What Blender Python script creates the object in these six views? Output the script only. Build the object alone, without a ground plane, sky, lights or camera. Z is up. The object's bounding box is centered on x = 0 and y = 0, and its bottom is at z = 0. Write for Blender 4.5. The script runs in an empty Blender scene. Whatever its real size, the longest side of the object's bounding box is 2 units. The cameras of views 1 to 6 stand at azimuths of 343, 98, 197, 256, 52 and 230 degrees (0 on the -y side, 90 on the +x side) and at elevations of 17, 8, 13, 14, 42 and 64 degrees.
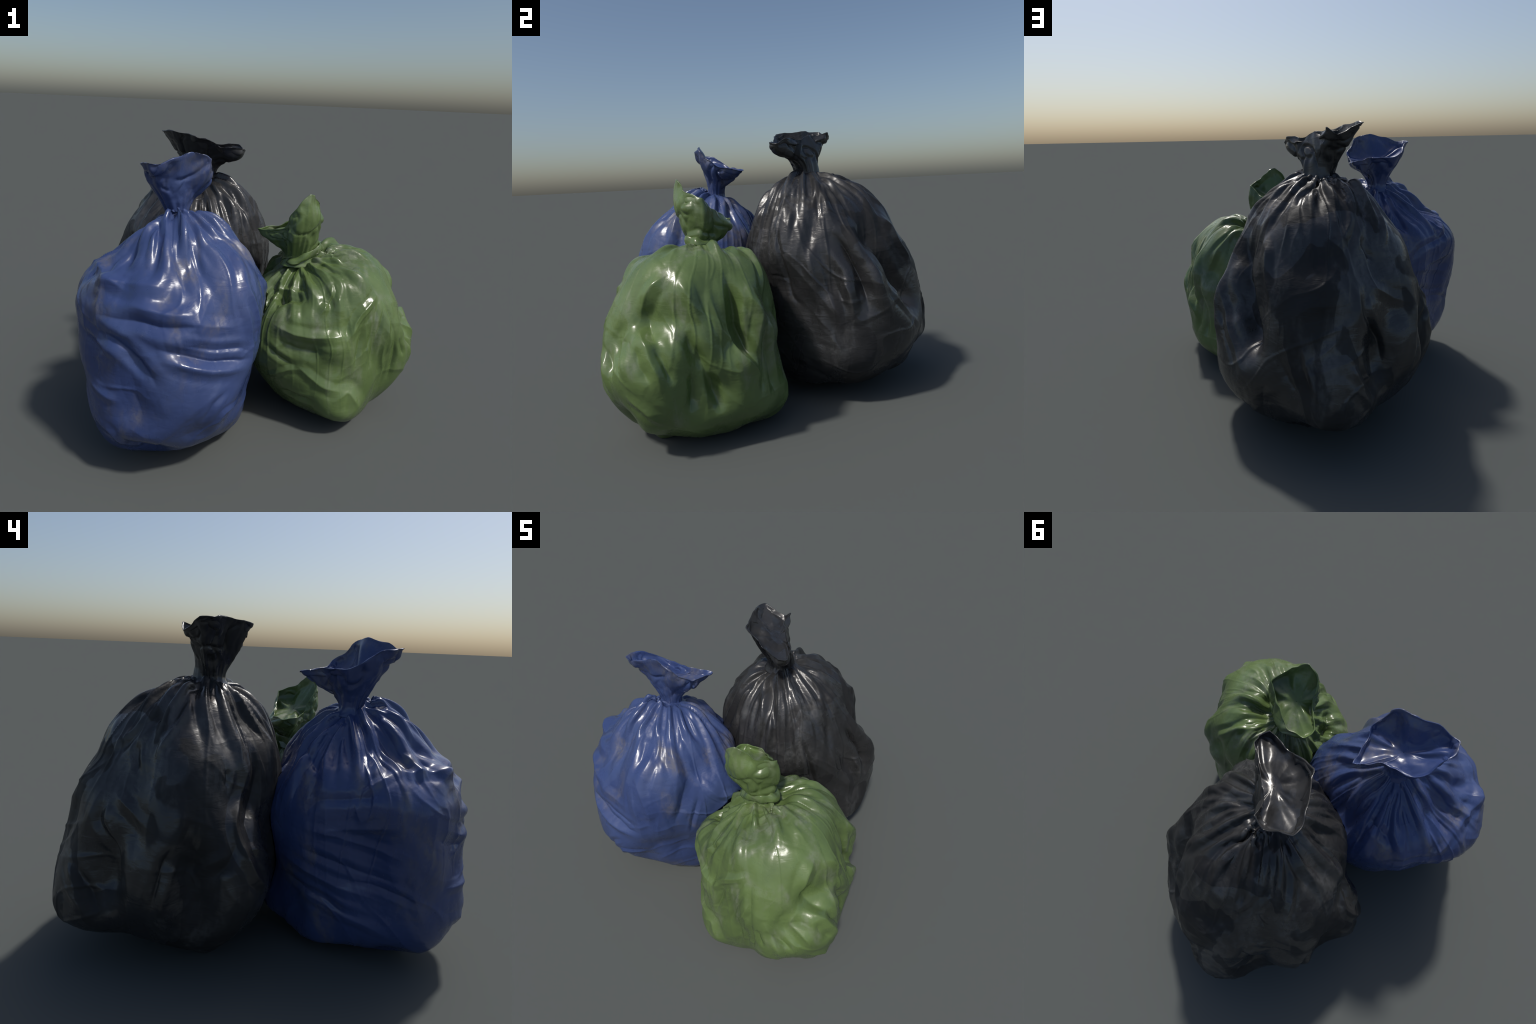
"""Three tied plastic rubbish sacks leaning on one another: blue, green and black.

Each sack is a star-shaped skin around a heart point (radii by compass direction
for a dozen cones from the crown to the underside), gathered into pleats under a
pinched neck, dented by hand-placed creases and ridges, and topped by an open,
flared mouth lofted from the neck ring to a ragged rim.
"""
import math
import bmesh
import bpy
import numpy as np
from mathutils import Euler

# ------------------------------------------------------------------ helpers


def smooth(x, lo, hi):
    t = np.clip((x - lo) / (hi - lo), 0, 1)
    return t * t * (3 - 2 * t)


TURN = np.array(Euler((0.6, 1.1, 0.4)).to_matrix())


def lattice_noise(p, seed):
    """Smooth value noise in -1..1 at the points p."""
    p = p @ TURN  # keeps the lattice from lining up with anything
    i = np.floor(p).astype(np.int64)
    f = p - i
    f = f * f * f * (f * (f * 6 - 15) + 10)
    total = np.zeros(len(p))
    for dx in (0, 1):
        for dy in (0, 1):
            for dz in (0, 1):
                h = (i[:, 0] + dx) * 374761393 + (i[:, 1] + dy) * 668265263 + (i[:, 2] + dz) * 2147483647 + seed * 974711
                h = (h ^ (h >> 13)) * 1274126177
                h = (h ^ (h >> 16)) & 0xFFFF
                w = np.abs(1 - dx - f[:, 0]) * np.abs(1 - dy - f[:, 1]) * np.abs(1 - dz - f[:, 2])
                total += w * (h / 32767.5 - 1)
    return total


def crumple(p, scale, seed, octaves=3):
    """Creased noise: sharp valleys and rounded cushions, 0..1."""
    warp = np.stack([lattice_noise(p * scale * 0.8 + 7.3 * k, seed + 50 + k) for k in range(3)], -1)
    q, total, amp = p * scale + 0.6 * warp, 0, 1.0
    for o in range(octaves):
        total = total + amp * (np.abs(lattice_noise(q, seed + o)) ** 0.8)
        q, amp = q * 2.1 + 3.1, amp * 0.45
    return total / 1.6


def cubic(t):
    return (-0.5 * t + t * t - 0.5 * t**3, 1 - 2.5 * t * t + 1.5 * t**3, 0.5 * t + 2 * t * t - 1.5 * t**3, -0.5 * t * t + 0.5 * t**3)


def ridge(height, width, *points):
    return height / 1000, width / 1000, points


def valley(height, width, *points):
    return -height / 1000, width / 1000, points


# ------------------------------------------------------------------ the sack


class Skin:
    """A star-shaped skin: radius by direction from its heart, cubic between cones."""

    def __init__(self, heart, cones):
        self.heart, self.cones = np.array(heart), np.array(cones)

    def radius(self, d):
        rows, cols = self.cones.shape
        a = (np.arctan2(d[:, 1], d[:, 0]) / math.tau * cols) % cols
        p = np.arccos(np.clip(d[:, 2], -1, 1)) / math.pi * (rows - 1)
        ia, ip = np.floor(a).astype(int), np.minimum(np.floor(p).astype(int), rows - 2)
        wa, wp, r = cubic(a - ia), cubic(p - ip), 0
        for i in range(4):
            row = ip + i - 1
            over = (row < 0) | (row > rows - 1)
            row = np.where(row < 0, -row, np.where(row > rows - 1, 2 * (rows - 1) - row, row))
            for j in range(4):
                r = r + wp[i] * wa[j] * self.cones[row, (ia + j - 1 + np.where(over, cols // 2, 0)) % cols]
        return r

    def at(self, azimuth, polar):
        a, p = np.radians(azimuth), np.radians(polar)
        d = np.stack([np.cos(a) * np.sin(p), np.sin(a) * np.sin(p), np.cos(p)], -1)
        return self.heart + d * self.radius(d)[:, None]


def icosphere(level):
    bm = bmesh.new()
    bmesh.ops.create_icosphere(bm, subdivisions=level, radius=1)
    d = np.array([v.co[:] for v in bm.verts])
    faces = np.array([[v.index for v in f.verts] for f in bm.faces])
    bm.free()
    return d / np.linalg.norm(d, axis=1)[:, None], faces


def vertex_normals(p, faces):
    n = np.zeros_like(p)
    fn = np.cross(p[faces[:, 1]] - p[faces[:, 0]], p[faces[:, 2]] - p[faces[:, 0]])
    for k in range(3):
        for c in range(3):
            n[:, c] += np.bincount(faces[:, k], fn[:, c], len(p))
    return n / (np.linalg.norm(n, axis=1)[:, None] + 1e-12)


def stroke_relief(p, n, skin, strokes):
    """Height added by creases and ridges drawn over the skin."""
    relief = np.zeros(len(p))
    for height, width, points in strokes:
        az, po = np.unwrap(np.radians([q[0] for q in points])), np.array([q[1] for q in points], float)
        t = np.linspace(0, len(points) - 1, 8 * (len(points) - 1) + 1)
        k = np.arange(len(points))
        line = skin.at(np.degrees(np.interp(t, k, az)), np.interp(t, k, po))
        for _ in range(2):
            line[1:-1] = (line[:-2] + 2 * line[1:-1] + line[2:]) / 4
        near = np.where(((p > line.min(0) - 3.5 * width) & (p < line.max(0) + 3.5 * width)).all(1))[0]
        if not len(near):
            continue
        best, along = np.full(len(near), 9.0), np.zeros(len(near))
        length = np.concatenate([[0], np.cumsum(np.linalg.norm(np.diff(line, axis=0), axis=1))])
        for a, b, la in zip(line[:-1], line[1:], length):
            ab = b - a
            u = np.clip(((p[near] - a) @ ab) / (ab @ ab + 1e-12), 0, 1)
            d = np.linalg.norm(p[near] - a - u[:, None] * ab, axis=1)
            m = d < best
            best[m], along[m] = d[m], la + u[m] * np.linalg.norm(ab)
        taper = smooth(np.minimum(along, length[-1] - along) + 0.4 * width, 0, 0.38 * length[-1])
        x = best / width
        profile = np.exp(-np.hypot(x, 0.12) ** 1.15)
        side = -0.22 * np.exp(-((x - 2.0) / 0.8) ** 2)
        relief[near] += height * taper * (profile + side)
    return relief


def pleat_relief(p, neck, pleats, seed):
    """Radial gathers running down from the neck: (compass, reach, height)."""
    away = p[:, :2] - np.array(neck[:2])
    az, d = np.arctan2(away[:, 1], away[:, 0]), np.linalg.norm(away, axis=1)
    d = np.hypot(d, 0.6 * np.maximum(neck[2] - p[:, 2], 0))
    relief = np.zeros(len(p))
    for k, (compass, reach, height) in enumerate(pleats):
        sway = 0.10 * np.sin(d * 9 + k * 1.7 + seed)
        gap = (az - math.radians(compass) - sway + math.pi) % math.tau - math.pi
        across = np.abs(gap) * np.maximum(np.linalg.norm(away, axis=1), 0.03)
        reach *= 1.2
        width = 0.009 + 0.038 * np.clip(d, 0, 0.5)
        fade = smooth(d, 0.045, 0.12) * (1 - smooth(d, 0.45 * reach, reach))
        fade = fade * (p[:, 2] > neck[2] - 0.75)
        relief += 1.6 * height / 1000 * fade * (np.exp(-(np.hypot(across / width, 0.15)) ** 1.2) - 0.8 * np.exp(-((across - 1.9 * width) / (0.9 * width)) ** 2))
    return relief


def fine_pleats(seed, count):
    """Small gathers between the large ones, unevenly spaced."""
    rng = np.random.default_rng(seed)
    compass = np.arange(count) * 360 / count + rng.uniform(-6, 6, count)
    return [(c, r, h) for c, r, h in zip(compass, rng.uniform(0.16, 0.42, count), rng.uniform(4, 9, count))]


def film_wrinkles(p, neck, seed, lean):
    """Crisp thin creases: streaming down from the neck above, slanting round the belly."""
    away = p[:, :2] - np.array(neck[:2])
    az, d = np.arctan2(away[:, 1], away[:, 0]), np.linalg.norm(away, axis=1)
    drop = np.hypot(d, neck[2] - p[:, 2])
    warp = 0.35 * lattice_noise(p * 5, seed + 3)
    stream = np.stack([np.cos(az) * 8 + warp, np.sin(az) * 8 - warp, drop * 1.6], -1)
    down = np.maximum(1 - 4.0 * np.abs(lattice_noise(stream, seed)), 0) ** 1.3
    slant = np.stack([p[:, 0] * 4 + lean[0] * p[:, 2] + warp, p[:, 1] * 4 + lean[1] * p[:, 2] - warp, p[:, 2] * 9.0 + 2.0 * np.sin(2 * az) + warp], -1)
    round_ = np.maximum(1 - 3.2 * np.abs(lattice_noise(slant, seed + 7)), 0) ** 1.3
    where = 0.35 + 0.65 * smooth(lattice_noise(p * 3.1, seed + 11), -0.3, 0.4)
    return where * (0.0095 * down * smooth(drop, 0.08, 0.2) * (1 - smooth(drop, 0.55, 0.95)) + 0.0055 * round_ * smooth(drop, 0.35, 0.7))


def mesh_object(name, verts, faces, material, parent, base):
    me = bpy.data.meshes.new(name)
    me.from_pydata((np.asarray(verts) - np.array(base)).tolist(), [], faces if isinstance(faces, list) else faces.tolist())
    me.polygons.foreach_set("use_smooth", [True] * len(me.polygons))
    me.materials.append(material)
    me.update()
    ob = bpy.data.objects.new(name, me)
    bpy.context.scene.collection.objects.link(ob)
    ob.parent = parent
    return ob


def press_together(skins, clouds, dirs):
    """Where two sacks meet they flatten against each other instead of overlapping."""
    names = list(clouds)
    for _ in range(4):
        for a in names:
            for b in names:
                if a == b:
                    continue
                off = clouds[a] - skins[b].heart
                dist = np.linalg.norm(off, axis=1)
                deep = skins[b].radius(off / dist[:, None]) - dist
                m = deep > -0.004
                if m.any():
                    clouds[a][m] -= dirs[m] * (0.30 * (deep[m, None] + 0.004))


# ------------------------------------------------------------------ the mouth


def lerp_ring(ring, per, tension):
    """Closed ring resampled: straight between its points, rounded by the tension."""
    n = len(ring)
    t = np.arange(n * per) / per
    i = np.floor(t).astype(int)
    f = (t - i)[:, None]
    c = cubic(f)
    curve = sum(c[k] * ring[(i + k - 1) % n] for k in range(4))
    line = ring[i % n] * (1 - f) + ring[(i + 1) % n] * f
    return line * (1 - tension) + curve * tension


def build_mouth(name, spec, material, parent, base, seed):
    rim = np.array([q[0] for q in spec["rim"]])
    pull = np.array([q[1] for q in spec["rim"]])
    centre, (ra, rb, turn), sink = np.array(spec["neck"]), spec["neck_size"], spec["sink"]
    az = np.arctan2(rim[:, 1] - centre[1], rim[:, 0] - centre[0])
    az = np.unwrap(az)
    even = az[0] + np.sign(az[-1] - az[0]) * np.arange(len(rim)) / len(rim) * math.tau
    az = 0.35 * az + 0.65 * even
    tr = math.radians(turn)
    e = np.stack([ra * np.cos(az - tr), rb * np.sin(az - tr)], -1)
    foot = np.stack([e[:, 0] * math.cos(tr) - e[:, 1] * math.sin(tr), e[:, 0] * math.sin(tr) + e[:, 1] * math.cos(tr)], -1)
    ring0 = np.column_stack([centre[:2] + foot, np.full(len(rim), centre[2])])
    low = np.column_stack([centre[:2] + foot * 1.25, np.full(len(rim), centre[2] - sink)])

    def inset(ring, by):
        c = ring.mean(0)
        away = (ring - c) * (1, 1, 0)
        return ring - by * away / np.linalg.norm(away, axis=1)[:, None]

    def between(up, f):
        q = ring0 + (rim - ring0) * f[:, None]
        q[:, 2] = ring0[:, 2] + (rim[:, 2] - ring0[:, 2]) * up
        return q

    flare = between(0.68, pull[:, 1])
    floor = between(spec["floor"], pull.mean(1))
    floor[:, 2] = 0.75 * floor[:, 2] + 0.25 * floor[:, 2].mean()
    out = foot / np.linalg.norm(foot, axis=1)[:, None]
    belly = np.array([q[2] if len(q) > 2 else 0 for q in spec["rim"]])[:, None]
    waist = between(0.34, pull[:, 0])
    waist[:, :2] += 0.6 * belly * out
    flare[:, :2] += belly * out
    mid = floor.mean(0)
    off = floor - mid
    slope = np.linalg.lstsq(off[:, :2], off[:, 2], rcond=None)[0]

    def bowl(s):
        q = mid + s * off
        q[:, 2] = mid[2] + s * (off[:, :2] @ slope) + 1.3 * s * s * (off[:, 2] - off[:, :2] @ slope) + spec["dip"] * (s * s - 0.5)
        return q

    rings = [low, ring0, waist, flare, rim]
    rings += [inset(rim, 0.005), inset(0.5 * rim + 0.5 * flare, 0.010), bowl(0.72), bowl(0.36), bowl(0.01)]
    per = 14
    rings = [lerp_ring(r, per, s) for r, s in zip(rings, (1, 1, 0.95, 0.85, spec['round'], spec['round'], 0.8, 0.9, 1, 1))]
    t = np.concatenate([np.linspace(0, 4, 57), np.linspace(4, 5, 5)[1:], np.linspace(5, 9, 41)[1:]])
    grid = []
    for x in t:
        i = min(int(x), len(rings) - 2)
        c, lo, hi = cubic(x - i), 0 if i < 4 else min(i, 5), 4 if i < 4 else len(rings) - 1 if i > 4 else 5
        grid.append(sum(c[k] * rings[min(max(i + k - 1, lo), hi)] for k in range(4)))
    grid = np.array(grid)
    nt, nu, _ = grid.shape
    p = grid.reshape(-1, 3)
    idx = np.arange(nt * nu).reshape(nt, nu)
    a, b = idx[:-1], idx[1:]
    faces = np.stack([a, np.roll(a, -1, 1), np.roll(b, -1, 1), b], -1).reshape(-1, 4)
    tri = np.concatenate([faces[:, :3], faces[:, [0, 2, 3]]])
    n = vertex_normals(p, tri)
    if (n[nu : 2 * nu, :2] * (p[nu : 2 * nu, :2] - centre[:2])).sum() < 0:
        n, faces = -n, faces[:, ::-1]
    faces = faces.tolist() + [idx[-1].tolist() if faces[0][0] > faces[0][-1] else idx[-1][::-1].tolist()]
    up = np.repeat(np.clip(np.where(t <= 4, t, np.where(t <= 5, 4, 9 - t)) / 4, 0, 1), nu)
    phase = np.tile(np.arange(nu) / nu * math.tau, nt)
    gathers = 0.55 * np.sin(11 * phase + 2 * np.sin(2 * phase + seed)) + 0.45 * np.sin(17 * phase + seed + 3 * np.sin(3 * phase))
    relief = 0.004 * gathers * smooth(up, 0.1, 0.25) * (np.repeat(t, nu) < 5) * (1 - smooth(up, 0.35, 0.8))
    q = p.copy()
    lump = spec["crumple"] * (crumple(q * (1, 1, 0.6), 8.0, seed, 3) - 0.4) * smooth(up, 0.3, 0.6)
    tt = np.repeat(t, nu)
    fold = np.maximum(1 - 3.5 * np.abs(lattice_noise(q * (10, 10, 8) + 0.8 * lattice_noise(q * 9, seed + 71)[:, None], seed + 70)), 0) ** 1.2
    relief -= 0.013 * fold * smooth(up, 0.28, 0.5) * (1 - smooth(up, 0.88, 1.0)) * (tt < 4)
    relief += np.where(tt > 4.5, -0.35, 1) * lump * (1 - smooth(tt, 4.0, 4.6) * (1 - smooth(tt, 4.6, 5.6))) * (1 - smooth(tt, 7.4, 8.7))
    tucks = np.sin(5 * phase + 1.5 * np.sin(2 * phase + seed)) * np.abs(np.sin(2.5 * phase + seed))
    relief += 0.012 * (tt > 5) * tucks * smooth(tt, 5.1, 6.2) * (1 - smooth(tt, 6.8, 8.4))
    relief += 0.010 * (tt > 5) * smooth(tt, 5.2, 6.5) * (1 - smooth(tt, 7.4, 8.7)) * lattice_noise(q * (13, 13, 4), seed + 31)
    ragged = 0.010 * smooth(up, 0.72, 1.0)[:, None] * np.stack([lattice_noise(q * 16 + 5 * k, seed + 60 + k) for k in range(3)], -1)
    p = p + n * relief[:, None] + ragged
    return mesh_object(name, p, faces, material, parent, base)


# ------------------------------------------------------------------ materials


def film_material(name, colour, worn, deep, rough, seed, patchy, crinkles):
    mat = bpy.data.materials.new(name)
    mat.use_nodes = True
    nt = mat.node_tree
    nodes, link = nt.nodes, nt.links.new
    shader = nodes["Principled BSDF"]
    coord = nodes.new("ShaderNodeTexCoord")

    def noise(scale, detail, stretch=(1, 1, 1), shift=0.0, distortion=0.0, roughness=0.55):
        m = nodes.new("ShaderNodeMapping")
        m.inputs["Scale"].default_value = stretch
        m.inputs["Location"].default_value = (seed + shift, shift * 1.7, -shift)
        link(coord.outputs["Object"], m.inputs["Vector"])
        t = nodes.new("ShaderNodeTexNoise")
        t.inputs["Scale"].default_value, t.inputs["Detail"].default_value = scale, detail
        t.inputs["Distortion"].default_value, t.inputs["Roughness"].default_value = distortion, roughness
        link(m.outputs["Vector"], t.inputs["Vector"])
        return t.outputs["Fac"]

    def ramp(fac, lo, hi, a=0.0, b=1.0):
        r = nodes.new("ShaderNodeMapRange")
        r.interpolation_type = "SMOOTHSTEP"
        for k, v in zip(("From Min", "From Max", "To Min", "To Max"), (lo, hi, a, b)):
            r.inputs[k].default_value = v
        link(fac, r.inputs["Value"])
        return r.outputs["Result"]

    def times(a, b, op="MULTIPLY"):
        m = nodes.new("ShaderNodeMath")
        m.operation = op
        for s, v in zip(m.inputs, (a, b)):
            if isinstance(v, (int, float)):
                s.default_value = v
            else:
                link(v, s)
        return m.outputs[0]

    def mix(fac, a, b):
        m = nodes.new("ShaderNodeMix")
        m.data_type = "RGBA"
        for s, v in ((m.inputs["Factor"], fac), (m.inputs["A"], a), (m.inputs["B"], b)):
            if isinstance(v, tuple):
                s.default_value = (*v, 1)
            elif isinstance(v, float):
                s.default_value = v
            else:
                link(v, s)
        return m.outputs["Result"]

    broad = noise(3.0, 3, shift=1.0)
    smear = noise(5.5, 5, (1, 1, 0.45), shift=4.0, distortion=0.6)
    grain = noise(45, 4, (1, 1, 0.6), shift=9.0)
    tone = mix(ramp(broad, 0.35, 0.68), deep, colour)
    wear = times(ramp(smear, 0.50, 0.70), ramp(grain, 0.35, 0.62, 0.35, 1.0))
    base = mix(times(wear, 0.85), tone, worn)
    link(base, shader.inputs["Base Color"])

    gloss = ramp(noise(7, 3, (1, 1, 0.5), shift=13.0), 0.35, 0.7, rough, rough + 0.16)
    gloss = times(gloss, times(grain, 0.14), "ADD")
    if patchy:
        cells = noise(3.6, 3.5, (1, 1, 0.5), shift=21.0, distortion=1.1, roughness=0.45)
        dull = ramp(cells, 0.53, 0.56)
        gloss = times(gloss, times(dull, patchy), "ADD")
        spec = nodes.new("ShaderNodeMapRange")
        link(dull, spec.inputs["Value"])
        spec.inputs["To Min"].default_value, spec.inputs["To Max"].default_value = 0.60, 0.22
        link(spec.outputs["Result"], shader.inputs["Specular IOR Level"])
    else:
        shader.inputs["Specular IOR Level"].default_value = 0.55
    link(gloss, shader.inputs["Roughness"])

    crinkle = noise(16, 4, (0.55, 0.55, 1.6), shift=31.0, distortion=0.8)
    soft = noise(30, 3, (1, 1, 0.7), shift=37.0)
    bump1 = nodes.new("ShaderNodeBump")
    bump1.inputs["Strength"].default_value, bump1.inputs["Distance"].default_value = crinkles, 0.012
    link(crinkle, bump1.inputs["Height"])
    bump2 = nodes.new("ShaderNodeBump")
    bump2.inputs["Strength"].default_value, bump2.inputs["Distance"].default_value = 0.10, 0.004
    link(soft, bump2.inputs["Height"])
    link(bump1.outputs["Normal"], bump2.inputs["Normal"])
    link(bump2.outputs["Normal"], shader.inputs["Normal"])
    return mat


# ------------------------------------------------------------------ the three sacks

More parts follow.
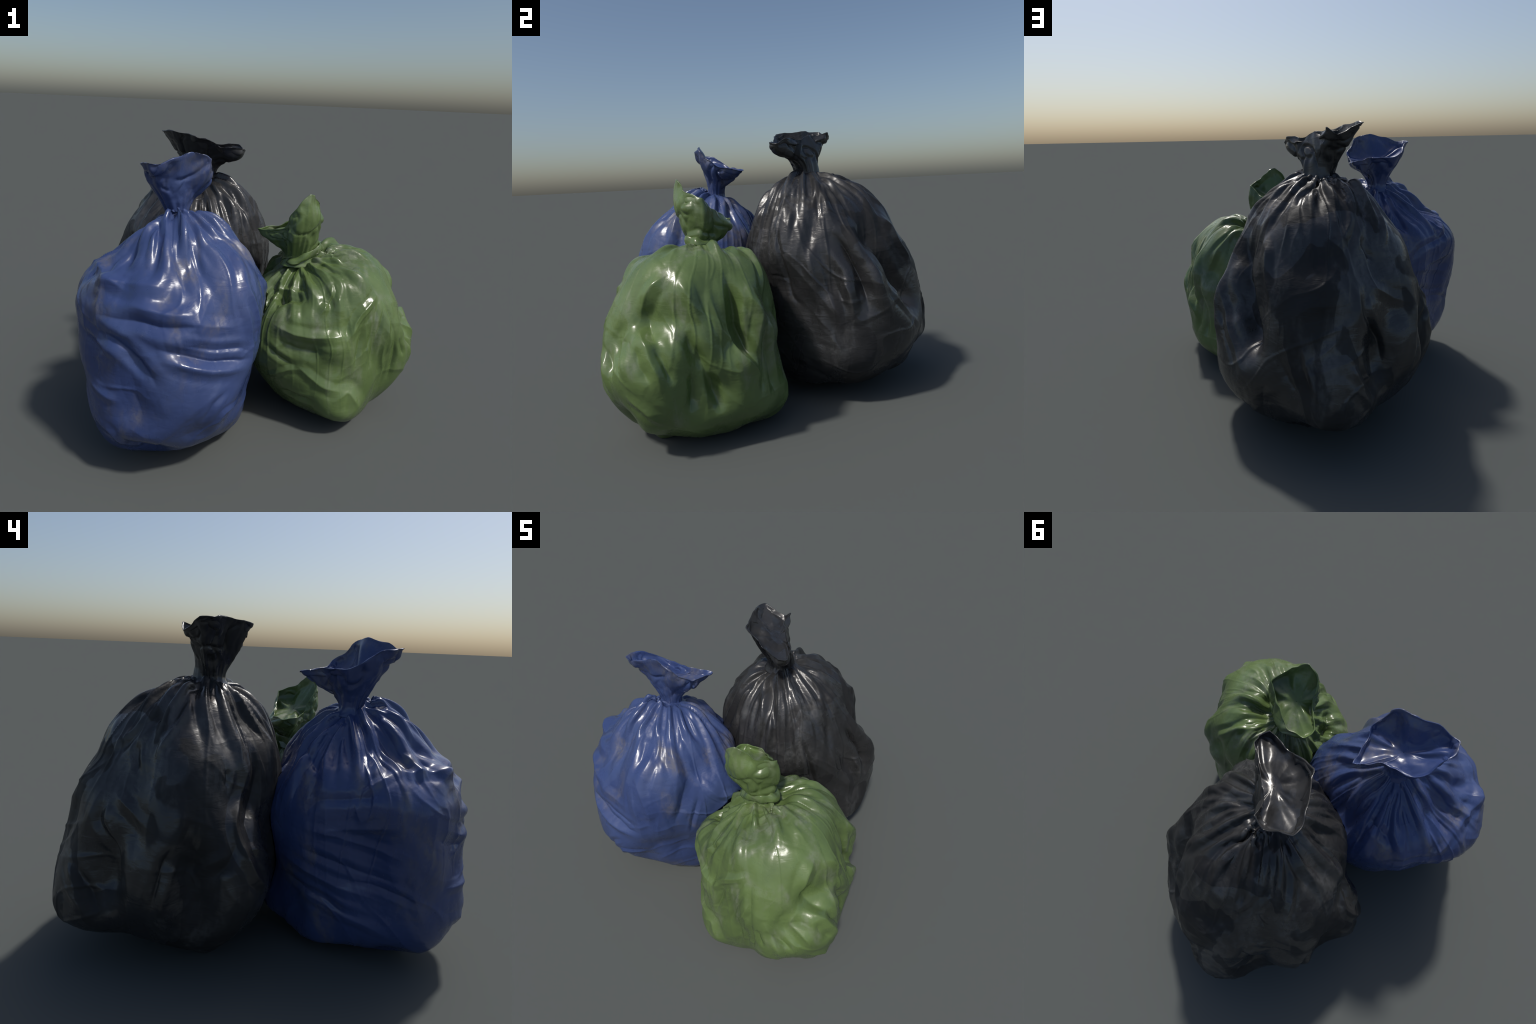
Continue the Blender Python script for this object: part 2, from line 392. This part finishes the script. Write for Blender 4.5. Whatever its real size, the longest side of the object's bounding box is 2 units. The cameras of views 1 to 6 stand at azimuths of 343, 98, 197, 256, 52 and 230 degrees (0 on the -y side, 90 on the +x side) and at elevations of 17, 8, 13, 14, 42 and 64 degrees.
BAGS = {
    "blue": dict(
        label="blue plastic rubbish sack, pinched neck, wide open crumpled mouth",
        lean=(1.5, -2.0),
        gathers=26,
        heart=(-0.47, -0.48, 0.56),
        cones=(
            (.68, .66, .65, .65, .67, .66, .67, .68, .68, .69, .68, .67, .68, .68, .69, .65, .68, .70, .70, .68, .67, .67, .67, .68),
            (.65, .66, .66, .65, .64, .64, .63, .61, .61, .61, .60, .60, .61, .63, .64, .64, .62, .63, .65, .63, .62, .62, .63, .64),
            (.60, .61, .62, .60, .59, .59, .59, .58, .55, .55, .56, .53, .54, .57, .54, .57, .56, .58, .53, .56, .59, .59, .60, .60),
            (.53, .57, .57, .57, .55, .51, .52, .55, .54, .55, .55, .57, .57, .56, .58, .54, .56, .53, .53, .54, .58, .59, .57, .54),
            (.54, .56, .55, .52, .49, .52, .52, .52, .51, .52, .51, .56, .57, .57, .56, .55, .54, .54, .54, .51, .54, .54, .52, .47),
            (.49, .55, .54, .53, .51, .52, .51, .48, .46, .45, .42, .43, .51, .52, .50, .52, .50, .52, .51, .50, .51, .49, .46, .45),
            (.45, .51, .54, .55, .53, .51, .48, .45, .43, .41, .39, .39, .47, .51, .49, .50, .50, .52, .52, .51, .51, .47, .43, .43),
            (.45, .51, .55, .57, .56, .52, .46, .43, .41, .39, .38, .39, .45, .51, .53, .54, .52, .55, .55, .55, .50, .44, .41, .42),
            (.49, .53, .57, .59, .59, .55, .47, .42, .41, .40, .42, .42, .46, .55, .59, .60, .60, .59, .55, .55, .49, .48, .43, .44),
            (.54, .57, .58, .60, .61, .61, .53, .47, .47, .46, .47, .48, .52, .58, .63, .62, .53, .58, .58, .56, .54, .54, .52, .51),
            (.59, .58, .58, .59, .59, .59, .59, .58, .57, .55, .54, .54, .55, .55, .60, .61, .60, .59, .55, .57, .57, .58, .60, .62),
            (.57, .57, .57, .57, .57, .57, .56, .55, .54, .54, .54, .55, .56, .58, .59, .58, .57, .56, .56, .56, .56, .56, .57, .57),
            (.55, .55, .55, .55, .55, .55, .55, .55, .55, .55, .55, .55, .55, .54, .54, .55, .55, .55, .55, .55, .55, .55, .55, .55),
        ),
        creases=[
            valley(36, 22, (247, 71), (254, 73), (265, 76), (280, 81), (293, 83), (307, 86)),
            ridge(24, 28, (253, 76), (264, 80), (280, 85), (298, 88)),
            valley(24, 30, (210, 62), (227, 61), (241, 60), (252, 62), (267, 62), (282, 62)),
            ridge(24, 35, (192, 59), (195, 52), (220, 44), (247, 43), (261, 44)),
            ridge(20, 30, (230, 53), (247, 55), (260, 57), (274, 56)),
            valley(28, 28, (207, 69), (227, 71), (238, 77), (247, 85), (253, 94)),
            ridge(16, 30, (234, 70), (243, 77), (253, 86)),
            ridge(20, 25, (306, 44), (311, 56), (314, 68), (312, 81)),
            ridge(16, 20, (209, 117), (227, 119), (232, 138), (253, 124)),
            ridge(16, 20, (204, 101), (218, 102), (232, 103)),
            ridge(15, 14, (279, 121), (286, 108), (308, 115)),
            valley(12, 14, (273, 114), (279, 102), (288, 96)),
            ridge(21, 22, (167, 43), (178, 44), (195, 43), (202, 45), (235, 48)),
            ridge(12, 20, (118, 73), (142, 73), (167, 78), (183, 85)),
            ridge(13, 22, (100, 92), (117, 98), (142, 110), (176, 114)),
            valley(12, 20, (112, 83), (135, 89), (163, 98), (186, 97)),
            ridge(12, 22, (101, 118), (133, 126), (163, 131), (186, 134)),
            valley(13, 22, (97, 105), (114, 118), (143, 126), (171, 129)),
            ridge(9, 20, (195, 69), (209, 72), (227, 80)),
            valley(10, 20, (191, 72), (205, 78), (228, 83)),
            ridge(9, 20, (185, 84), (188, 105), (197, 122)),
            valley(12, 20, (119, 69), (131, 58), (151, 55), (170, 54)),
            ridge(18, 22, (302, 46), (304, 59), (306, 75), (305, 96)),
            valley(21, 20, (259, 69), (281, 75), (297, 77), (306, 83)),
            ridge(12, 25, (260, 59), (282, 63), (299, 66)),
            valley(18, 25, (346, 47), (338, 66), (330, 79)),
            valley(12, 12, (353, 58), (344, 82), (340, 99)),
            ridge(15, 20, (358, 56), (5, 67), (19, 72)),
            ridge(12, 30, (333, 60), (340, 40), (342, 26)),
            ridge(15, 15, (174, 43), (155, 53), (154, 62)),
            ridge(11, 20, (128, 74), (150, 68), (177, 66)),
            valley(12, 18, (147, 104), (173, 104), (195, 109)),
            valley(20, 24, (318, 17), (323, 25), (320, 36)),
            valley(20, 22, (98, 36), (112, 39), (124, 46)),
            valley(18, 24, (205, 10), (226, 14), (242, 20)),
        ],
        pleats=[(-150, 0.55, 12), (-128, 0.42, 10), (-112, 0.50, 13), (-97, 0.42, 12), (-84, 0.50, 14), (-70, 0.40, 12), (-57, 0.55, 13), (-44, 0.42, 11),
                (-30, 0.50, 14), (-14, 0.40, 12), (3, 0.45, 12), (22, 0.40, 12), (45, 0.40, 12), (70, 0.40, 12), (95, 0.42, 14), (118, 0.40, 13),
                (140, 0.45, 14), (160, 0.42, 15), (178, 0.45, 14), (195, 0.42, 12)],
        mouth=dict(
            neck=(-0.466, -0.392, 1.205), neck_size=(0.060, 0.054, 0), sink=0.05, floor=0.74, dip=0.03, round=0.75, crumple=0.028,
            rim=[((-0.333, -0.164, 1.343), (0.20, 0.70)), ((-0.385, -0.215, 1.366), (0.15, 0.62)), ((-0.432, -0.266, 1.377), (0.15, 0.60)), ((-0.584, -0.314, 1.377), (0.25, 0.72)),
                 ((-0.640, -0.431, 1.455), (0.34, 0.80)), ((-0.645, -0.500, 1.464), (0.30, 0.74)), ((-0.623, -0.562, 1.470), (0.28, 0.68)), ((-0.529, -0.544, 1.483), (0.25, 0.65)),
                 ((-0.400, -0.473, 1.522), (0.30, 0.75)), ((-0.312, -0.460, 1.489), (0.32, 0.86)), ((-0.276, -0.363, 1.406), (0.32, 0.94)), ((-0.296, -0.300, 1.368), (0.30, 0.90))],
        ),
        colour=((0.046, 0.071, 0.178), (0.115, 0.115, 0.145), (0.034, 0.056, 0.160)), rough=0.15, patchy=0.0, crinkles=0.16,
    ),
    "black": dict(
        label="large glossy black rubbish sack, tied neck, torn open spout",
        lean=(2.5, 1.0),
        gathers=30,
        heart=(-0.25, 0.38, 0.56),
        cones=(
            (.73, .72, .72, .72, .72, .67, .71, .73, .73, .73, .74, .71, .72, .73, .74, .73, .74, .73, .73, .73, .73, .73, .72, .73),
            (.72, .70, .69, .68, .68, .68, .68, .67, .68, .68, .69, .72, .74, .72, .72, .73, .76, .74, .73, .75, .78, .78, .75, .73),
            (.69, .64, .62, .63, .62, .63, .62, .62, .60, .60, .61, .64, .64, .64, .65, .65, .67, .72, .72, .74, .77, .77, .73, .71),
            (.61, .60, .52, .53, .57, .56, .55, .55, .54, .52, .53, .58, .60, .60, .60, .61, .64, .63, .64, .68, .70, .69, .68, .62),
            (.55, .58, .54, .48, .50, .54, .54, .55, .53, .50, .50, .55, .56, .54, .52, .54, .56, .57, .59, .62, .62, .62, .61, .58),
            (.50, .56, .56, .46, .46, .52, .54, .52, .53, .49, .47, .54, .52, .55, .54, .48, .50, .52, .55, .57, .57, .55, .52, .54),
            (.53, .54, .57, .54, .46, .53, .55, .55, .54, .44, .52, .55, .47, .59, .58, .50, .50, .51, .53, .54, .54, .53, .52, .51),
            (.56, .58, .59, .60, .59, .58, .57, .63, .60, .46, .54, .58, .51, .63, .61, .54, .51, .51, .52, .54, .54, .55, .54, .55),
            (.64, .65, .63, .63, .61, .58, .63, .69, .67, .59, .56, .57, .59, .63, .61, .56, .54, .53, .54, .55, .56, .61, .60, .61),
            (.63, .64, .63, .61, .62, .61, .59, .52, .60, .57, .57, .58, .60, .62, .59, .58, .57, .56, .56, .56, .59, .62, .64, .64),
            (.58, .59, .59, .56, .56, .57, .60, .56, .52, .52, .54, .57, .59, .62, .61, .60, .59, .57, .57, .57, .58, .60, .60, .59),
            (.56, .56, .56, .56, .56, .57, .57, .56, .56, .56, .56, .56, .57, .57, .57, .57, .57, .56, .56, .56, .56, .57, .57, .57),
            (.55, .55, .55, .55, .55, .55, .55, .55, .55, .55, .55, .55, .55, .55, .55, .55, .55, .55, .55, .55, .55, .55, .55, .55),
        ),
        creases=[
            ridge(21, 14, (183, 20), (171, 29), (162, 37), (156, 44)),
            ridge(18, 22, (163, 10), (138, 19), (134, 27), (116, 37), (104, 44)),
            valley(15, 20, (158, 20), (138, 28), (125, 38), (120, 43)),
            ridge(21, 20, (47, 33), (63, 44), (66, 53), (74, 65), (76, 76)),
            ridge(18, 18, (21, 61), (41, 86), (56, 101), (66, 109)),
            valley(24, 18, (127, 57), (128, 73), (139, 90), (142, 109)),
            ridge(12, 22, (125, 56), (124, 67), (121, 79)),
            ridge(15, 22, (131, 56), (148, 65), (162, 74)),
            ridge(15, 20, (114, 93), (120, 103), (125, 114)),
            valley(15, 15, (119, 93), (127, 108), (132, 118)),
            ridge(18, 16, (92, 82), (96, 95), (101, 107), (105, 112)),
            valley(12, 18, (81, 92), (86, 103), (92, 110)),
            ridge(9, 25, (86, 76), (96, 68), (111, 67)),
            valley(27, 22, (173, 73), (167, 87), (163, 99), (159, 113)),
            ridge(15, 22, (177, 59), (174, 72), (168, 86)),
            ridge(24, 20, (216, 46), (208, 58), (199, 71), (200, 81), (205, 94), (226, 115)),
            valley(24, 30, (223, 48), (216, 62), (206, 72), (206, 84)),
            ridge(15, 16, (199, 81), (210, 84), (227, 97)),
            valley(15, 14, (138, 32), (140, 39), (145, 47)),
            ridge(15, 20, (114, 102), (122, 110), (129, 119)),
            valley(12, 14, (200, 48), (199, 55)),
            ridge(11, 20, (176, 102), (187, 88), (198, 81)),
            valley(18, 12, (322, 46), (328, 58), (331, 70), (335, 83), (345, 92)),
            ridge(24, 25, (6, 69), (11, 80), (13, 95), (20, 98)),
            ridge(18, 25, (352, 58), (356, 74), (1, 88), (8, 99)),
            valley(6, 8, (318, 72), (325, 71), (333, 73)),
            ridge(9, 30, (353, 35), (353, 42), (358, 52)),
            ridge(9, 30, (351, 99), (3, 109), (5, 121)),
            valley(9, 20, (329, 121), (343, 124), (2, 130)),
            valley(15, 20, (124, 16), (126, 30), (113, 41)),
            valley(18, 20, (202, 66), (198, 81), (186, 97)),
            valley(78, 38, (3, 45), (9, 54), (17, 67), (20, 81), (22, 95)),
            valley(56, 38, (22, 40), (34, 51), (46, 66), (56, 83), (69, 101)),
            ridge(22, 30, (24, 62), (30, 80), (36, 100)),
            ridge(16, 28, (345, 52), (350, 72), (355, 90)),
            valley(30, 26, (292, 22), (299, 31), (305, 44)),
        ],
        pleats=[(-165, 0.50, 12), (-140, 0.42, 12), (-120, 0.50, 13), (-102, 0.40, 13), (-85, 0.50, 14), (-68, 0.45, 14), (-50, 0.50, 13), (-35, 0.50, 14),
                (-20, 0.42, 14), (-6, 0.55, 13), (9, 0.42, 14), (24, 0.50, 13), (42, 0.42, 12), (62, 0.50, 12), (82, 0.40, 13), (98, 0.45, 14),
                (112, 0.40, 13), (130, 0.50, 12), (150, 0.42, 13), (172, 0.45, 14)],
        mouth=dict(
            neck=(-0.217, 0.247, 1.315), neck_size=(0.085, 0.076, 20), sink=0.05, floor=0.80, dip=0.02, round=0.25, crumple=0.020,
            rim=[((-0.459, 0.336, 1.569), (0.30, 0.65)), ((-0.342, 0.392, 1.516), (0.03, 0.45)), ((-0.281, 0.385, 1.549), (0.02, 0.42)), ((-0.239, 0.295, 1.537), (0.10, 0.42)),
                 ((-0.134, 0.227, 1.512), (0.12, 0.60)), ((-0.007, 0.146, 1.504), (0.18, 0.80)), ((0.019, 0.090, 1.487), (0.20, 0.84)), ((-0.007, 0.040, 1.484), (0.20, 0.80)),
                 ((-0.106, 0.055, 1.497), (0.20, 0.72)), ((-0.200, 0.057, 1.525), (0.25, 0.65)), ((-0.2935, 0.057, 1.568), (0.34, 0.68)), ((-0.372, 0.157, 1.570), (0.30, 0.64)),
                 ((-0.445, 0.257, 1.575), (0.28, 0.62))],
        ),
        colour=((0.028, 0.028, 0.0285), (0.066, 0.066, 0.066), (0.019, 0.019, 0.020)), rough=0.17, patchy=0.22, crinkles=0.26,
    ),
    "green": dict(
        label="squat green rubbish sack with twisted knot, hooded mouth",
        lean=(-2.0, 2.0),
        gathers=38,
        heart=(0.42, -0.36, 0.42),
        cones=(
            (.51, .53, .53, .53, .52, .52, .51, .51, .51, .51, .52, .52, .52, .52, .52, .52, .52, .52, .52, .52, .52, .53, .52, .52),
            (.57, .56, .56, .56, .57, .55, .51, .49, .49, .51, .51, .51, .50, .50, .50, .50, .51, .51, .52, .51, .53, .55, .56, .56),
            (.57, .56, .56, .56, .57, .58, .58, .58, .55, .55, .52, .50, .49, .47, .47, .48, .50, .51, .53, .55, .54, .55, .56, .57),
            (.53, .54, .51, .52, .55, .56, .55, .55, .56, .54, .49, .51, .49, .45, .44, .47, .48, .48, .48, .50, .50, .52, .52, .53),
            (.45, .47, .47, .44, .53, .48, .50, .50, .51, .48, .48, .50, .50, .48, .50, .49, .46, .44, .44, .45, .48, .50, .49, .46),
            (.50, .46, .45, .40, .48, .50, .44, .47, .46, .46, .47, .49, .51, .51, .50, .45, .42, .45, .43, .42, .46, .50, .46, .53),
            (.53, .43, .44, .47, .46, .47, .45, .44, .43, .44, .45, .47, .49, .50, .49, .43, .42, .42, .43, .42, .43, .51, .53, .55),
            (.53, .45, .42, .48, .48, .49, .49, .41, .42, .43, .44, .45, .46, .47, .46, .45, .45, .47, .45, .46, .44, .51, .52, .54),
            (.52, .51, .50, .51, .54, .55, .57, .48, .44, .43, .43, .44, .44, .45, .45, .46, .48, .54, .54, .49, .47, .50, .47, .54),
            (.49, .50, .50, .51, .51, .54, .57, .51, .47, .44, .43, .43, .44, .45, .45, .46, .47, .50, .53, .52, .49, .49, .48, .49),
            (.46, .47, .47, .47, .47, .47, .48, .48, .46, .44, .43, .42, .43, .44, .45, .45, .47, .48, .48, .48, .47, .46, .50, .47),
            (.42, .43, .43, .43, .43, .43, .43, .43, .43, .42, .42, .42, .42, .42, .42, .43, .43, .43, .43, .43, .43, .42, .41, .42),
            (.41, .41, .41, .41, .41, .41, .41, .41, .41, .41, .41, .41, .41, .41, .41, .41, .41, .41, .41, .41, .41, .41, .41, .41),
        ),
        creases=[
            ridge(28, 27, (0, 37), (348, 44), (341, 54), (340, 62)),
            ridge(24, 27, (339, 64), (331, 73), (340, 83), (342, 92)),
            ridge(24, 24, (341, 64), (352, 74), (359, 88), (360, 98)),
            valley(20, 24, (354, 72), (1, 82), (6, 94)),
            valley(20, 34, (346, 73), (348, 82), (355, 91)),
            ridge(28, 24, (57, 41), (57, 55), (61, 64), (59, 78), (55, 88)),
            ridge(28, 27, (28, 59), (39, 72), (45, 85), (54, 94), (60, 106)),
            ridge(20, 30, (8, 40), (17, 51), (22, 63)),
            valley(20, 27, (12, 65), (14, 76), (19, 90)),
            valley(24, 22, (14, 87), (15, 100), (12, 113)),
            valley(20, 24, (24, 92), (29, 110), (31, 117)),
            ridge(20, 27, (20, 81), (22, 103), (22, 116)),
            ridge(24, 22, (339, 97), (351, 105), (358, 116)),
            valley(20, 24, (62, 68), (64, 83), (62, 102), (57, 113)),
            valley(24, 22, (315, 76), (327, 86), (332, 93)),
            ridge(21, 16, (303, 42), (278, 52), (271, 59), (268, 74)),
            ridge(24, 22, (208, 66), (226, 68), (248, 68), (269, 67)),
            valley(21, 30, (212, 73), (227, 79), (249, 80)),
            valley(15, 14, (279, 60), (276, 74), (271, 93)),
            valley(18, 16, (301, 51), (291, 71), (285, 95)),
            ridge(15, 12, (305, 57), (297, 78), (300, 105)),
            valley(15, 12, (306, 70), (307, 88), (306, 110)),
            ridge(15, 20, (226, 90), (247, 103), (266, 107)),
            ridge(21, 30, (255, 112), (267, 107), (277, 119)),
            ridge(12, 14, (201, 108), (223, 96), (236, 94)),
            valley(15, 16, (205, 77), (218, 87), (228, 94)),
            valley(15, 16, (214, 117), (235, 117), (247, 115)),
            ridge(15, 14, (181, 49), (199, 40), (226, 39)),
            valley(24, 20, (192, 52), (210, 47), (227, 44)),
            valley(15, 18, (254, 29), (256, 39), (249, 46), (239, 44)),
            ridge(15, 18, (314, 69), (321, 83), (326, 103)),
            valley(15, 16, (310, 76), (314, 91)),
            ridge(15, 14, (295, 62), (303, 74), (295, 125)),
            valley(12, 16, (304, 46), (305, 63), (307, 79)),
            valley(15, 14, (281, 84), (293, 55), (300, 44)),
            ridge(15, 16, (263, 72), (279, 55), (296, 47)),
            ridge(15, 16, (241, 56), (251, 42), (253, 32)),
            ridge(18, 18, (67, 63), (88, 35), (124, 24)),
            valley(18, 14, (70, 50), (90, 31), (121, 21)),
            valley(52, 25, (46, 36), (47, 52), (47, 68), (52, 84), (58, 98)),
            valley(28, 40, (339, 48), (346, 60), (356, 72)),
            valley(12, 22, (19, 40), (24, 52), (30, 65), (34, 76)),
            valley(32, 28, (10, 62), (19, 80), (23, 96), (27, 112)),
            valley(26, 24, (63, 70), (68, 92), (71, 116)),
            valley(24, 26, (103, 58), (108, 74), (113, 92)),
            valley(24, 22, (180, 44), (196, 46), (212, 50)),
        ],
        pleats=[(-170, 0.35, 11), (-150, 0.40, 10), (-128, 0.35, 13), (-110, 0.40, 14), (-95, 0.36, 12), (-80, 0.44, 13), (-66, 0.36, 12), (-52, 0.46, 13),
                (-40, 0.36, 11), (-28, 0.42, 12), (-14, 0.40, 14), (4, 0.36, 13), (24, 0.40, 14), (46, 0.36, 13), (70, 0.36, 12), (95, 0.36, 12),
                (120, 0.36, 12), (150, 0.36, 12)],
        mouth=dict(
            neck=(0.265, -0.325, 0.930), neck_size=(0.100, 0.064, 0), sink=0.06, floor=0.80, dip=0.02, round=0.6, crumple=0.020,
            rim=[((0.241, -0.455, 1.303), (0.70, 1.05), 0.018), ((0.304, -0.411, 1.267), (0.9, 1.15), 0.024), ((0.341, -0.364, 1.226), (1.0, 1.1), 0.026), ((0.368, -0.276, 1.194), (0.9, 1.0), 0.018),
                 ((0.283, -0.243, 1.122), (0.8, 1.0), 0.030), ((0.148, -0.183, 1.065), (0.40, 0.85), 0.045), ((0.085, -0.200, 1.062), (0.40, 0.80), 0.025), ((0.029, -0.210, 1.063), (0.38, 0.74)),
                 ((0.020, -0.290, 1.070), (0.40, 0.76)), ((0.140, -0.372, 1.098), (0.55, 1.0), 0.015), ((0.148, -0.415, 1.165), (0.75, 1.10), 0.006), ((0.180, -0.450, 1.235), (0.80, 1.10), 0.010)],
        ),
        colour=((0.112, 0.168, 0.055), (0.180, 0.205, 0.140), (0.085, 0.128, 0.043)), rough=0.15, patchy=0.0, crinkles=0.16,
    ),
}


def build_knot(material, parent, base, neck):
    """A twisted strip of film wrapped once and a bit round the green neck."""
    steps, around, verts = 150, 18, []
    for i in range(steps):
        s = i / (steps - 1)
        a = math.radians(-200 + 420 * s)
        spread = 1.0 + 0.10 * s
        c = np.array([neck[0] + 0.012 + 0.100 * spread * math.cos(a), neck[1] + 0.070 * spread * math.sin(a), neck[2] + 0.008 + 0.034 * math.cos(a + 0.2) + 0.026 * (s - 0.5)])
        out = np.array([math.cos(a), math.sin(a), 0])
        tall, thick = 0.028 + 0.006 * math.sin(5 * a), 0.010 + 0.005 * math.sin(7 * a + 1)
        ends = min(1, 8 * s + 0.15, 8 * (1 - s) + 0.15)
        tilt = 0.35 + 0.7 * math.sin(2 * a + 0.6)
        for j in range(around):
            b = math.tau * j / around
            r, h = thick * ends * math.cos(b), tall * ends * math.sin(b) * (1 + 0.12 * math.sin(3 * b + 5 * a) + 0.06 * math.sin(7 * b - 3 * a))
            verts.append(c + out * (r * math.cos(tilt) + h * math.sin(tilt) * -1) + np.array([0, 0, r * math.sin(tilt) + h * math.cos(tilt)]))
    idx = np.arange(steps * around).reshape(steps, around)
    a, b = idx[:-1], idx[1:]
    faces = np.stack([a, np.roll(a, -1, 1), np.roll(b, -1, 1), b], -1).reshape(-1, 4).tolist()
    faces += [idx[0][::-1].tolist(), idx[-1].tolist()]
    me = bpy.data.meshes.new("knot")
    me.from_pydata((np.array(verts) - np.array(base)).tolist(), [], faces)
    bm = bmesh.new()
    bm.from_mesh(me)
    bmesh.ops.recalc_face_normals(bm, faces=bm.faces)
    bm.to_mesh(me)
    bm.free()
    me.polygons.foreach_set("use_smooth", [True] * len(me.polygons))
    me.materials.append(material)
    ob = bpy.data.objects.new("knot", me)
    bpy.context.scene.collection.objects.link(ob)
    ob.parent = parent


def main():
    dirs, faces = icosphere(8)
    skins = {k: Skin(b["heart"], b["cones"]) for k, b in BAGS.items()}
    clouds = {k: s.heart + dirs * s.radius(dirs)[:, None] for k, s in skins.items()}
    press_together(skins, clouds, dirs)
    for seed, (key, bag) in enumerate(BAGS.items(), 1):
        p = clouds[key]
        neck = bag["mouth"]["neck"]
        n = vertex_normals(p, faces)
        relief = stroke_relief(p, n, skins[key], bag["creases"])
        relief += np.clip(pleat_relief(p, neck, bag["pleats"] + fine_pleats(seed, bag["gathers"]), seed), -0.013, 0.024)
        relief += film_wrinkles(p, neck, 40 * seed, bag["lean"])
        relief += 0.009 * (crumple(p * (1, 1, 0.6), 4.5, 10 * seed) - 0.45) + 0.001
        relief += 0.0018 * (crumple(p * (1, 1, 0.6), 13.0, 10 * seed + 5, 2) - 0.45)
        relief = np.where(relief > 0, 0.8 * relief, relief)
        # the skin sinks into the pinch under the neck
        away = np.hypot(p[:, 0] - neck[0], p[:, 1] - neck[1])
        p = p + n * relief[:, None]
        pinch = np.exp(-((away / 0.055) ** 2)) * (p[:, 2] > neck[2] - 0.3)
        p[:, 2] += pinch * np.minimum(neck[2] - 0.02 - p[:, 2], 0)
        p[:, 2] = np.maximum(p[:, 2], 0.0)
        base = np.array([bag["heart"][0], bag["heart"][1], 0.0])
        thing = bpy.data.objects.new("garbage_bag", None)
        thing.empty_display_size = 0.2
        thing.location = base
        thing["label"], thing["category"] = bag["label"], "garbage bag"
        bpy.context.scene.collection.objects.link(thing)
        colour, worn, deep = bag["colour"]
        mat = film_material(key + "_film", colour, worn, deep, bag["rough"], 3.7 * seed, bag["patchy"], bag["crinkles"])
        mesh_object("sack", p, faces, mat, thing, base)
        build_mouth("open_mouth", bag["mouth"], mat, thing, base, seed)
        if key == "green":
            build_knot(mat, thing, base, neck)


main()
